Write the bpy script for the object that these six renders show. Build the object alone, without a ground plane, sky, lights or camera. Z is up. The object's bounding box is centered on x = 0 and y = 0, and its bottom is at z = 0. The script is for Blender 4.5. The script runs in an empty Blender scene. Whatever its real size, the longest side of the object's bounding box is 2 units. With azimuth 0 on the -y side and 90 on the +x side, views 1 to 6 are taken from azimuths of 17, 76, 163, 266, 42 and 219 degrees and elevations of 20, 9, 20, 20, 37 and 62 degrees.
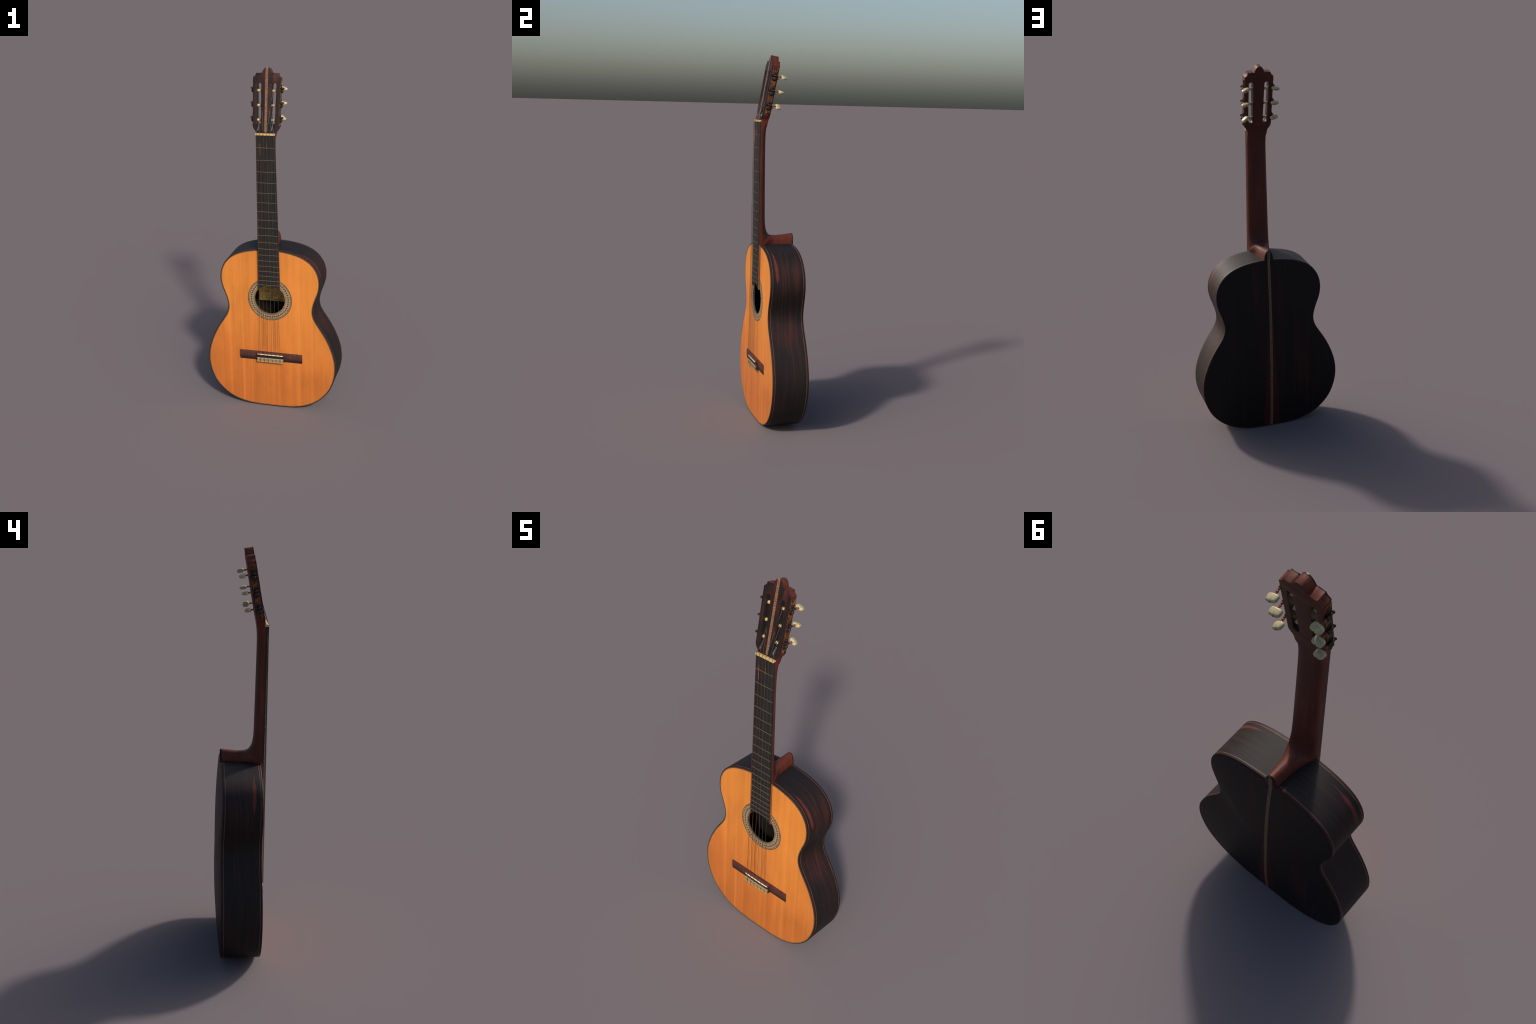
import bpy, bmesh, math, random
import numpy as np
from mathutils import Vector, Matrix

rng = random.Random(7)
COLL = bpy.context.scene.collection
YAW = 0.009
TILT = -0.0052                      # the guitar stands a hair off vertical

# ------------------------------------------------------------------ helpers
def empty(name):
    o = bpy.data.objects.new(name, None); COLL.objects.link(o); return o

def obj(name, verts, faces, mat=None, parent=None, smooth=True, angle=35, kind=None):
    me = bpy.data.meshes.new(name)
    me.from_pydata([tuple(v) for v in verts], [], [tuple(f) for f in faces])
    bm = bmesh.new(); bm.from_mesh(me)
    bmesh.ops.recalc_face_normals(bm, faces=bm.faces)
    bm.to_mesh(me); bm.free()
    return wrap(name, me, mat, parent, smooth, angle, kind)

def wrap(name, me, mat=None, parent=None, smooth=True, angle=35, kind=None):
    if smooth:
        me.shade_smooth(); me.set_sharp_from_angle(angle=math.radians(angle))
    o = bpy.data.objects.new(name, me); COLL.objects.link(o)
    if mat is not None:
        me.materials.clear(); me.materials.append(mat)
    if parent is not None: o.parent = parent
    if kind: o["kind"] = kind
    return o

class Geo:
    """Collects several simple solids into one mesh."""
    def __init__(s): s.v = []; s.f = []
    def add(s, vs, fs, M=None):
        b = len(s.v)
        s.v += [tuple(M @ Vector(v)) if M is not None else tuple(v) for v in vs]
        s.f += [tuple(i + b for i in f) for f in fs]
    def box(s, x0, x1, y0, y1, z0, z1, M=None, bev=0.0):
        if bev <= 0:
            vs = [(x, y, z) for x in (x0, x1) for y in (y0, y1) for z in (z0, z1)]
            s.add(vs, [(0,1,3,2),(4,6,7,5),(0,4,5,1),(2,3,7,6),(0,2,6,4),(1,5,7,3)], M)
        else:
            bm = bmesh.new(); bmesh.ops.create_cube(bm, size=1)
            for v in bm.verts:
                v.co = Vector((x0+(v.co.x+.5)*(x1-x0), y0+(v.co.y+.5)*(y1-y0), z0+(v.co.z+.5)*(z1-z0)))
            bmesh.ops.bevel(bm, geom=bm.edges[:], offset=bev, segments=2, profile=.5, affect='EDGES')
            bm.verts.index_update()
            s.add([v.co[:] for v in bm.verts], [[v.index for v in f.verts] for f in bm.faces], M); bm.free()
    def lathe(s, prof, n=16, M=None):
        """profile of (radius, along) revolved about local z, closed at both ends"""
        vs = []; fs = []
        for r, a in prof:
            for i in range(n):
                t = 2*math.pi*i/n; vs.append((r*math.cos(t), r*math.sin(t), a))
        m = len(prof)
        for k in range(m-1):
            for i in range(n):
                j = (i+1) % n; fs.append((k*n+i, k*n+j, (k+1)*n+j, (k+1)*n+i))
        fs.append(tuple(range(n))); fs.append(tuple((m-1)*n+i for i in range(n)))
        s.add(vs, fs, M)
    def tube(s, pts, r, n=8):
        pts = [Vector(p) for p in pts]; vs = []; fs = []
        up = None
        for i, p in enumerate(pts):
            t = (pts[min(i+1, len(pts)-1)] - pts[max(i-1, 0)]).normalized()
            if up is None: up = t.orthogonal().normalized()
            up = (up - t*up.dot(t)).normalized(); w = t.cross(up)
            rr = r[i] if isinstance(r, (list, tuple)) else r
            for k in range(n):
                a = 2*math.pi*k/n; vs.append(p + (up*math.cos(a) + w*math.sin(a))*rr)
        m = len(pts)
        for k in range(m-1):
            for i in range(n):
                j = (i+1) % n; fs.append((k*n+i, k*n+j, (k+1)*n+j, (k+1)*n+i))
        fs.append(tuple(range(n))); fs.append(tuple((m-1)*n+i for i in range(n)))
        s.add(vs, fs)
    def out(s, name, mat, parent, **kw): return obj(name, s.v, s.f, mat, parent, **kw)

def axis_matrix(origin, direction, roll_hint=(0, 0, 1)):
    z = Vector(direction).normalized(); h = Vector(roll_hint)
    x = h.cross(z)
    if x.length < 1e-5: x = Vector((1, 0, 0))
    x.normalize(); y = z.cross(x)
    M = Matrix((x, y, z)).transposed().to_4x4(); M.translation = Vector(origin); return M

def catmull(pts, per=16):
    P = [np.array(p, float) for p in pts]; P = [2*P[0]-P[1]] + P + [2*P[-1]-P[-2]]; out = []
    for i in range(1, len(P)-2):
        p0, p1, p2, p3 = P[i-1:i+3]
        for k in range(per):
            t = k/per
            out.append(.5*((2*p1)+(-p0+p2)*t+(2*p0-5*p1+4*p2-p3)*t*t+(-p0+3*p1-3*p2+p3)*t**3))
    out.append(P[-2]); return np.array(out)

def resample(c, n, closed=False):
    if closed: c = np.vstack([c, c[:1]])
    d = np.r_[0, np.cumsum(np.hypot(*np.diff(c, axis=0).T))]
    t = np.linspace(0, d[-1], n+1 if closed else n)
    r = np.c_[np.interp(t, d, c[:, 0]), np.interp(t, d, c[:, 1])]
    return r[:-1] if closed else r

def curve_solid(loops, depth0, depth1, M, bevel=0.0):
    """2D outline with holes -> solid between two depths; M maps (u, v, depth)."""
    cu = bpy.data.curves.new("outline", 'CURVE'); cu.dimensions = '2D'; cu.fill_mode = 'BOTH'
    cu.extrude = abs(depth1-depth0)/2 - bevel; cu.bevel_depth = bevel; cu.bevel_resolution = 2
    cu.offset = -bevel
    for lp in loops:
        sp = cu.splines.new('POLY'); sp.points.add(len(lp)-1); sp.use_cyclic_u = True
        for p, q in zip(sp.points, lp): p.co = (q[0], q[1], 0, 1)
    o = bpy.data.objects.new("outline", cu); COLL.objects.link(o)
    dg = bpy.context.evaluated_depsgraph_get()
    me = bpy.data.meshes.new_from_object(o.evaluated_get(dg))
    bpy.data.objects.remove(o); bpy.data.curves.remove(cu)
    mid = (depth0+depth1)/2
    for v in me.vertices: v.co = M @ Vector((v.co.x, v.co.y, v.co.z + mid))
    bm = bmesh.new(); bm.from_mesh(me)
    bmesh.ops.remove_doubles(bm, verts=bm.verts, dist=1e-6)
    bmesh.ops.recalc_face_normals(bm, faces=bm.faces); bm.to_mesh(me); bm.free()
    return me

# ---------------------------------------------------------------- materials
class Mat:
    def __init__(s, name, rough=.5, spec=.5, metal=0., coat=0., coat_rough=.2):
        s.m = bpy.data.materials.new(name); s.m.use_nodes = True
        s.t = s.m.node_tree; s.n = s.t.nodes; s.b = s.n["Principled BSDF"]
        s.b.inputs["Roughness"].default_value = rough
        s.b.inputs["Specular IOR Level"].default_value = spec
        s.b.inputs["Metallic"].default_value = metal
        s.b.inputs["Coat Weight"].default_value = coat
        s.b.inputs["Coat Roughness"].default_value = coat_rough
        s._sep = None
    def link(s, a, b): s.t.links.new(a, b)
    def put(s, sock, v):
        if hasattr(v, "links"): s.link(v, sock)
        elif v is not None: sock.default_value = v
    def coord(s):
        if not hasattr(s, "_tc"): s._tc = s.n.new("ShaderNodeTexCoord").outputs["Object"]
        return s._tc
    def xyz(s):
        if s._sep is None:
            s._sep = s.n.new("ShaderNodeSeparateXYZ"); s.link(s.coord(), s._sep.inputs[0])
        return s._sep.outputs
    def scaled(s, sx, sy, sz, off=(0, 0, 0)):
        mp = s.n.new("ShaderNodeMapping"); s.link(s.coord(), mp.inputs[0])
        mp.inputs["Scale"].default_value = (sx, sy, sz); mp.inputs["Location"].default_value = off
        return mp.outputs[0]
    def noise(s, vec, scale=1, detail=4, rough=.55, dist=0.):
        n = s.n.new("ShaderNodeTexNoise"); s.link(vec, n.inputs["Vector"])
        n.inputs["Scale"].default_value = scale; n.inputs["Detail"].default_value = detail
        n.inputs["Roughness"].default_value = rough; n.inputs["Distortion"].default_value = dist
        return n.outputs["Fac"]
    def voronoi(s, vec, scale, out="Color"):
        n = s.n.new("ShaderNodeTexVoronoi"); s.link(vec, n.inputs["Vector"]); n.inputs["Scale"].default_value = scale
        return n.outputs[out]
    def ramp(s, fac, stops):
        r = s.n.new("ShaderNodeValToRGB"); s.put(r.inputs[0], fac); e = r.color_ramp.elements
        while len(e) < len(stops): e.new(.5)
        for k, (p, c) in zip(e, stops):
            k.position = p
            k.color = (c, c, c, 1) if not isinstance(c, tuple) else (*c, 1)
        return r.outputs[0]
    def math(s, op, a, b=None, c=None, clamp=False):
        m = s.n.new("ShaderNodeMath"); m.operation = op; m.use_clamp = clamp
        for i, v in enumerate((a, b, c)):
            if v is not None: s.put(m.inputs[i], v)
        return m.outputs[0]
    def band(s, v, lo, hi, soft):
        """1 between lo and hi, with soft edges"""
        return s.math('MULTIPLY', s.step(v, lo-soft, lo+soft), s.step(v, hi+soft, hi-soft))
    def step(s, v, a, b):
        r = s.n.new("ShaderNodeMapRange"); r.interpolation_type = 'SMOOTHSTEP'
        s.put(r.inputs[0], v)
        if a <= b:
            r.inputs[1].default_value = a; r.inputs[2].default_value = b
        else:
            r.inputs[1].default_value = b; r.inputs[2].default_value = a
            r.inputs[3].default_value = 1; r.inputs[4].default_value = 0
        return r.outputs[0]
    def mix(s, f, a, b, mode='MIX'):
        m = s.n.new("ShaderNodeMix"); m.data_type = 'RGBA'; m.blend_type = mode
        s.put(m.inputs[0], f)
        for sock, v in ((m.inputs[6], a), (m.inputs[7], b)):
            s.put(sock, (*v, 1) if isinstance(v, tuple) and len(v) == 3 else v)
        return m.outputs[2]
    def base(s, c):
        s.put(s.b.inputs["Base Color"], (*c, 1) if isinstance(c, tuple) else c); return s
    def bump(s, h, strength=.3, dist=.001):
        b = s.n.new("ShaderNodeBump"); b.inputs["Strength"].default_value = strength
        b.inputs["Distance"].default_value = dist; s.link(h, b.inputs["Height"])
        s.link(b.outputs[0], s.b.inputs["Normal"]); return s

def plain(name, c, var=.25, scale=60, rough=.5, **kw):
    m = Mat(name, rough, **kw)
    n = m.noise(m.coord(), scale, 3)
    lo = tuple(v*(1-var) for v in c); hi = tuple(v*(1+var) for v in c)
    m.base(m.ramp(n, [(.3, lo), (.7, hi)])); return m.m

def spruce():
    m = Mat("spruce_top", rough=.5, spec=.3)
    x, y, z = m.xyz()
    ax = m.math('ABSOLUTE', x)
    fine = m.noise(m.scaled(170, 1, 2.2), 1, 3, .6)
    mid = m.noise(m.scaled(34, 1, 1.1, (3, 0, 1)), 1, 3, .6)
    blotch = m.noise(m.scaled(7, 1, 3.5, (1.3, 0, 4)), 1, 3, .55)
    fac = m.math('ADD', m.math('MULTIPLY', fine, .30), m.math('ADD', m.math('MULTIPLY', mid, .40), m.math('MULTIPLY', blotch, .45)))
    # darker toward the foot and the bass side
    zz = m.math('ADD', z, m.math('MULTIPLY', x, .36))
    zz = m.math('ADD', zz, m.math('MULTIPLY', m.math('SUBTRACT', blotch, .5), .35))
    col = m.ramp(m.step(zz, -.05, .80), [(0, (.415, .117, .0225)), (.45, (.505, .154, .028)), (1, (.575, .195, .034))])
    tone = m.ramp(fac, [(.40, .80), (.58, 1.0), (.76, 1.16)])
    col = m.mix(1., col, tone, 'MULTIPLY')
    for c, w, k in ((.168, .0055, .24), (.118, .004, .12), (.245, .005, .15), (.045, .004, .12)):
        col = m.mix(m.math('MULTIPLY', m.band(ax, c-w, c+w, w*.8), k), col, (.70, .25, .04))
    # string shadows painted as brown streaks between fingerboard and bridge
    sh = m.math('MULTIPLY', m.band(x, -.055, .055, .012), m.band(z, .36, .56, .05))
    sh = m.math('MULTIPLY', sh, m.step(m.noise(m.scaled(75, 1, .8), 1, 2), .4, .65))
    col = m.mix(m.math('MULTIPLY', sh, .5), col, (.32, .09, .024))
    m.base(col); m.bump(fine, .08, .0005); return m.m

def rosewood(name, kind):
    """near-black rosewood with red figure: 'side', 'back', 'head' or 'bind'"""
    m = Mat(name, rough={'back': .55, 'bind': .6, 'side': .6}.get(kind, .5), spec={'back': .20, 'bind': .25, 'head': .3}.get(kind, .26))
    x, y, z = m.xyz()
    k1, k2, k3 = (.0066, .0056, .0058), (.016, .0065, .006), (.072, .0135, .0095)
    if kind == 'side':
        warp = m.noise(m.scaled(2.4, 3, 2.6), 1, 2)
        v = m.n.new("ShaderNodeVectorMath"); v.operation = 'MULTIPLY_ADD'
        m.link(m.coord(), v.inputs[0]); v.inputs[1].default_value = (3.0, 120, 3.0)
        cmb = m.n.new("ShaderNodeCombineXYZ"); m.put(cmb.inputs[1], m.math('MULTIPLY', warp, 11.0))
        m.link(cmb.outputs[0], v.inputs[2])
        g = m.noise(v.outputs[0], 1, 6, .62)
        zone = m.noise(m.scaled(4.5, 7, 4.5, (2, 5, 1)), 1, 2)
        up = m.math('MULTIPLY', m.band(z, .77, .93, .06), m.band(y, -.035, .085, .02))
        wa = m.math('MULTIPLY', m.band(z, .48, .64, .06), m.band(y, -.08, .07, .03))
        right = m.step(x, -.02, .02)
        wa = m.math('MULTIPLY', wa, m.math('MULTIPLY', right, .8))
        up = m.math('MULTIPLY', up, m.math('ADD', .5, m.math('MULTIPLY', right, .5)))
        amt = m.math('ADD', m.math('MULTIPLY', m.math('MAXIMUM', up, wa), .17), m.math('MULTIPLY', zone, .22))
        col = m.ramp(m.math('ADD', g, m.math('SUBTRACT', amt, .15)), [(.36, (.0072, .0058, .0058)), (.50, (.0125, .0080, .0075)), (.62, (.026, .0098, .0082)), (.76, (.050, .0130, .0098)), (.90, (.085, .019, .013))])
        # the long red flame on the upper bouts, close to the front
        yc = m.math('ADD', m.math('MULTIPLY', m.math('SUBTRACT', z, .87), -.04), m.math('SUBTRACT', m.math('MULTIPLY', right, -.007), .0445))
        wob = m.math('MULTIPLY', m.math('SUBTRACT', m.noise(m.scaled(9, 9, 9), 1, 2), .5), .012)
        dd = m.math('ABSOLUTE', m.math('SUBTRACT', m.math('ADD', y, wob), yc))
        wd = m.math('MULTIPLY', m.math('MULTIPLY', m.band(z, .825, .955, .03), m.math('ADD', .45, m.math('MULTIPLY', m.noise(m.scaled(22, 4, 22), 1, 1), 1.2))), .0095)
        fl = m.math('DIVIDE', m.math('SUBTRACT', wd, dd), .0062, clamp=True)
        col = m.mix(m.math('MULTIPLY', fl, .82), col, (.135, .023, .014))
        grain = g
    elif kind == 'back':
        g = m.noise(m.scaled(55, 2, 1.6), 1, 4, .65)
        zone = m.noise(m.scaled(11, 2, 1.8, (4, 0, 0)), 1, 2)
        col = m.ramp(m.math('ADD', m.math('MULTIPLY', g, .5), m.math('MULTIPLY', zone, .5)),
                     [(.42, k1), (.54, (.008, .005, .0052)), (.68, (.026, .008, .007))])
        # red sapwood wedge widening to the foot
        hw = m.math('ADD', m.math('MULTIPLY', m.math('SUBTRACT', .86, z), .056), .002)
        w = m.math('SUBTRACT', hw, m.math('ABSOLUTE', m.math('ADD', x, .001)))
        wedge = m.math('MULTIPLY', m.math('DIVIDE', w, .006, clamp=True), m.step(z, .92, .62))
        col = m.mix(m.math('MULTIPLY', wedge, .8), col, (.042, .0075, .0062))
        grain = g
    elif kind == 'head':
        g = m.noise(m.scaled(60, 2, 4.5), 1, 4, .65)
        zone = m.noise(m.scaled(26, 2, 6.5, (6, 0, 2)), 1, 2, .5, .6)
        cen = m.math('MULTIPLY', m.math('MULTIPLY', m.band(x, -.03, .06, .012), m.step(z, 1.62, 1.9)), .09)
        f = m.math('ADD', m.math('ADD', m.math('MULTIPLY', g, .4), m.math('MULTIPLY', zone, .62)), cen)
        col = m.ramp(f, [(.44, (.0065, .006, .006)), (.55, (.013, .007, .0066)), (.66, (.036, .0095, .008)), (.82, (.10, .0155, .0105))])
        grain = g
    else:
        g = m.noise(m.scaled(6, 90, 6), 1, 3)
        col = m.ramp(g, [(.35, (.009, .0055, .005)), (.65, (.04, .0105, .008))])
        grain = g
    m.base(col); m.bump(grain, .12, .0006); return m.m

def mahogany():
    m = Mat("mahogany", rough=.55, spec=.25)
    g = m.noise(m.scaled(70, 70, 5), 1, 4, .6)
    b = m.noise(m.scaled(9, 9, 4), 1, 2)
    f = m.math('ADD', m.math('MULTIPLY', g, .45), m.math('MULTIPLY', b, .55))
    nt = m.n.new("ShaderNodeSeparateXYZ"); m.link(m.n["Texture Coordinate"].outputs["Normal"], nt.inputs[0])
    bk = m.math('MULTIPLY', m.step(nt.outputs[1], .35, .85), .45)  # baked shade: rear-facing mahogany is tinted darker by its normal
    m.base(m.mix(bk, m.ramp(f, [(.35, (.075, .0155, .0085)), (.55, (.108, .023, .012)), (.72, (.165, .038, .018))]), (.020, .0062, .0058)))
    m.bump(g, .1, .0006); return m.m

def ebony():
    m = Mat("ebony", rough=.5, spec=.38)
    g = m.noise(m.scaled(190, 30, 5), 1, 3, .6)
    m.base(m.ramp(g, [(.35, (.0075, .007, .0068)), (.65, (.020, .018, .0165))])); return m.m

def rope_strip(name, pitch, half, light, dark, dim=1.0):
    """pale marquetry strip with a dark twisted-rope line down the middle"""
    m = Mat(name, rough=.55, spec=.3)
    x, y, z = m.xyz()
    u = m.math('DIVIDE', x, half)
    ph = m.math('MULTIPLY', z, 2*math.pi/pitch)
    w = m.math('MULTIPLY', m.math('SINE', ph), .42)
    d = m.math('ABSOLUTE', m.math('SUBTRACT', u, w))
    mask = m.step(d, .36, .16)
    gap = m.step(m.math('SINE', m.math('ADD', ph, 1.2)), -.75, -.35)
    mask = m.math('MULTIPLY', mask, gap)
    n = m.noise(m.scaled(260, 260, 110), 1, 2)
    l2 = tuple(c*.45 for c in light)
    c = m.ramp(n, [(.35, l2), (.65, light)])
    edge = m.step(m.math('ABSOLUTE', u), .72, .9)
    c = m.mix(m.math('MULTIPLY', edge, .5), c, (light[0]*.75, light[1]*.6, light[2]*.55))
    c = m.mix(mask, c, dark); m.base(c); return m.m

def rosette_mat(r0, r1, cz):
    m = Mat("rosette_mosaic", rough=.55, spec=.3)
    x, y, z = m.xyz()
    dz = m.math('SUBTRACT', z, cz)
    r = m.math('SQRT', m.math('ADD', m.math('MULTIPLY', x, x), m.math('MULTIPLY', dz, dz)))
    ang = m.math('ARCTAN2', dz, x)
    t = m.math('DIVIDE', m.math('SUBTRACT', r, r0), r1-r0)
    # fine coloured tesserae on polar cells
    cells = m.n.new("ShaderNodeCombineXYZ")
    m.put(cells.inputs[0], m.math('FLOOR', m.math('MULTIPLY', ang, 36)))
    m.put(cells.inputs[1], m.math('FLOOR', m.math('MULTIPLY', r, 360)))
    wn = m.n.new("ShaderNodeTexWhiteNoise"); wn.noise_dimensions = '2D'; m.link(cells.outputs[0], wn.inputs["Vector"])
    mosaic = m.ramp(wn.outputs["Value"], [(0, (.025, .02, .015)), (.2, (.17, .06, .035)), (.42, (.20, .17, .06)), (.62, (.085, .10, .04)), (.8, (.33, .23, .11)), (1, (.22, .085, .05))])
    # pale middle band with a row of purple-grey flowers
    n = m.noise(m.coord(), 420, 2)
    pale = m.ramp(n, [(.35, (.19, .125, .08)), (.65, (.40, .30, .185))])
    N = 50
    fa = m.math('SUBTRACT', m.math('FRACT', m.math('MULTIPLY', ang, N/(2*math.pi))), .5)
    du = m.math('MULTIPLY', fa, 2*math.pi/N*(r0+r1)/2)
    dr = m.math('SUBTRACT', r, r0+(r1-r0)*.50)
    dist = m.math('SQRT', m.math('ADD', m.math('MULTIPLY', du, du), m.math('MULTIPLY', dr, dr)))
    dist = m.math('ADD', dist, m.math('MULTIPLY', m.math('SUBTRACT', m.noise(m.coord(), 300, 1), .5), .003))
    flower = m.step(dist, .0064, .0040)
    pale = m.mix(flower, pale, (.06, .036, .038))
    c = m.mix(m.band(t, .27, .71, .02), mosaic, pale)
    line = m.math('MAXIMUM', m.step(t, .925, .955), m.step(t, .035, .015))
    c = m.mix(m.math('MULTIPLY', line, .85), c, (.03, .025, .02))
    m.base(c); return m.m

def tie_mat(zc, h):
    m = Mat("tie_inlay", rough=.5, spec=.3)
    x, y, z = m.xyz()
    p = .0262
    f = m.math('MULTIPLY', m.math('SUBTRACT', m.math('FRACT', m.math('DIVIDE', m.math('ADD', x, .0786), p)), .5), p)
    dz = m.math('SUBTRACT', z, zc)
    nz = m.math('MULTIPLY', m.math('SUBTRACT', m.noise(m.coord(), 260, 2), .5), .006)
    d = m.math('ADD', m.math('SQRT', m.math('ADD', m.math('MULTIPLY', f, f), m.math('MULTIPLY', dz, dz))), nz)
    n = m.noise(m.coord(), 190, 2)
    bg = m.ramp(n, [(.35, (.12, .10, .06)), (.6, (.26, .18, .085)), (.72, (.36, .27, .14))])
    c = m.mix(m.step(d, .0085, .0065), bg, (.40, .24, .09))
    c = m.mix(m.step(d, .0055, .0035), c, (.30, .07, .045))
    sep = m.step(m.math('ABSOLUTE', f), p*.44, p*.48)
    c = m.mix(m.math('MULTIPLY', sep, .7), c, (.30, .27, .18))
    edge = m.step(m.math('ABSOLUTE', dz), h*.34, h*.40)
    c = m.mix(m.math('MULTIPLY', edge, .85), c, (.34, .29, .17))
    m.base(c); return m.m

def brass():
    m = Mat("aged_brass", rough=.5, metal=.35, spec=.4)
    n = m.noise(m.coord(), 70, 4, .65)
    m.base(m.ramp(n, [(.36, (.03, .016, .009)), (.52, (.14, .058, .018)), (.70, (.34, .14, .03))])); return m.m
def bronze():
    m = Mat("dark_bronze", rough=.5, metal=.35, spec=.4)
    n = m.noise(m.coord(), 130, 4, .65)
    m.base(m.ramp(n, [(.42, (.012, .010, .009)), (.6, (.035, .022, .015)), (.75, (.16, .065, .025))])); return m.m
def copper():
    m = Mat("worn_copper", rough=.5, metal=.3, spec=.4)
    n = m.noise(m.coord(), 160, 3, .6)
    m.base(m.ramp(n, [(.38, (.05, .02, .011)), (.66, (.36, .125, .042))])); return m.m
def pearl():
    m = Mat("pearl_button", rough=.4, spec=.4)
    n = m.noise(m.scaled(40, 40, 70), 1, 3, .6, .8)
    m.base(m.ramp(n, [(.3, (.26, .21, .115)), (.5, (.43, .355, .195)), (.7, (.52, .445, .265))])); return m.m
def bone(name, c):
    m = Mat(name, rough=.4, spec=.5)
    n = m.noise(m.coord(), 110, 3)
    m.base(m.ramp(n, [(.3, tuple(v*.72 for v in c)), (.65, c)])); return m.m
def string_mat(name, c, orange_z=None):
    m = Mat(name, rough=.4, spec=.5, metal=.3)
    col = m.mix(0., c, c)
    if orange_z:
        x, y, z = m.xyz()
        col = m.mix(m.band(z, orange_z[0], orange_z[1], .006), c, (.42, .135, .04))
    m.base(col); return m.m

M_SPRUCE = spruce(); M_SIDE = rosewood("rosewood_side", 'side'); M_BACK = rosewood("rosewood_back", 'back')
M_HEAD = rosewood("rosewood_headplate", 'head'); M_BIND = rosewood("rosewood_binding", 'bind')
M_PURF = plain("pale_purfling", (.10, .046, .025), .4, 40, .5)
M_EDGE = plain("edge_purfling", (.13, .075, .028), .3, 50, .5)
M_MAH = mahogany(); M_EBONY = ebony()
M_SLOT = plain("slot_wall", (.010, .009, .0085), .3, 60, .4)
M_NUT = bone("bone_nut", (.58, .385, .165)); M_SADDLE = bone("bone_saddle", (.80, .62, .40)); M_ROLLER = bone("bone_roller", (.60, .42, .18))
M_FRET = plain("fret_metal", (.12, .098, .062), .35, 60, .55, metal=.3)
M_BRASS = brass(); M_BRONZE = bronze(); M_COPPER = copper(); M_PEARL = pearl()
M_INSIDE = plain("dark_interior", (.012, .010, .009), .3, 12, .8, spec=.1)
M_LABEL = None

# ---------------------------------------------------------------- the body
HALF = [(0,0),(.09,.0012),(.155,.0085),(.215,.0255),(.271,.0555),(.3125,.0925),(.345,.1345),(.368,.188),(.380,.236),
        (.3835,.28),(.380,.3265),(.371,.368),(.3555,.4125),(.339,.4505),(.314,.4975),(.2865,.5395),(.262,.5775),
        (.252,.6055),(.2492,.627),(.2527,.652),(.261,.684),(.2715,.712),(.2845,.7465),(.2915,.78),(.2927,.81),
        (.2895,.8375),(.2805,.8675),(.2652,.896),(.244,.922),(.215,.944),(.189,.9575),(.1455,.9727),(.106,.9808),(.0634,.9868),(0,.990)]
NC = 420
full = HALF + [(-a, b) for a, b in HALF[-2:0:-1]]
cl = catmull(full + [full[0]], 12)[:-1]
C = resample(cl, NC, True)
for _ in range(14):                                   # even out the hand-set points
    C = .5*C + .25*(np.roll(C, 1, 0) + np.roll(C, -1, 0))
C[:, 1] -= C[:, 1].min()
T = np.roll(C, -1, 0) - np.roll(C, 1, 0); T /= np.linalg.norm(T, axis=1)[:, None]
INW = np.c_[-T[:, 1], T[:, 0]]
FRONT = -.0872
HOLE_Z, HOLE_R, ROS_R = .687, .0875, .130

def back_edge(z): return np.interp(z, [0, .12, .35, .6, .8, .99], [.1050, .1075, .1090, .1070, .1025, .0985])
def inset(o): return C + INW*o
def strip(profile):
    """sweep (inset, y) pairs round the outline; y may depend on height"""
    vs = []; fs = []
    for o, yy in profile:
        P = inset(o)
        for p in P: vs.append((p[0], yy(p[1]) if callable(yy) else yy, p[1]))
    for k in range(len(profile)-1):
        for i in range(NC):
            j = (i+1) % NC; fs.append((k*NC+i, k*NC+j, (k+1)*NC+j, (k+1)*NC+i))
    return vs, fs

root = empty("classical_guitar")
root["label"] = "classical guitar with orange spruce top and dark rosewood body"
root["category"] = "acoustic guitar"

B = lambda d: (lambda z: float(back_edge(z)) + d)
side_prof = [(.006, -.072), (0, -.0735)] + [(0, (lambda z, k=k: -.0735 + (float(back_edge(z))-.0125+.0735)*k/8)) for k in range(1, 9)] + [(.006, B(-.014))]
body = obj("body", *strip(side_prof), M_SIDE, root, angle=40)
obj("binding", *strip([(.0045, -.0872), (.0024, -.0868), (.0010, -.0860), (.0002, -.0846), (0, -.083), (0, -.0765)]), M_BIND, body, angle=60)
obj("purfling", *strip([(.002, -.0765), (-.0003, -.0764), (-.0003, -.0736), (.002, -.0735)]), M_PURF, body, angle=60)
obj("purfling", *strip([(.002, B(-.0125)), (-.0003, B(-.0124)), (-.0003, B(-.0096)), (.002, B(-.0095))]), M_PURF, body, angle=60)
obj("binding", *strip([(0, B(-.0095)), (0, B(-.003)), (.0004, B(-.0014)), (.0014, B(-.0003)), (.003, B(.0002)), (.005, B(.0006))]), M_BIND, body, angle=60)
obj("purfling_ring", *strip([(.0092, -.0872), (.0045, -.0872)]), M_EDGE, body)

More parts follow.
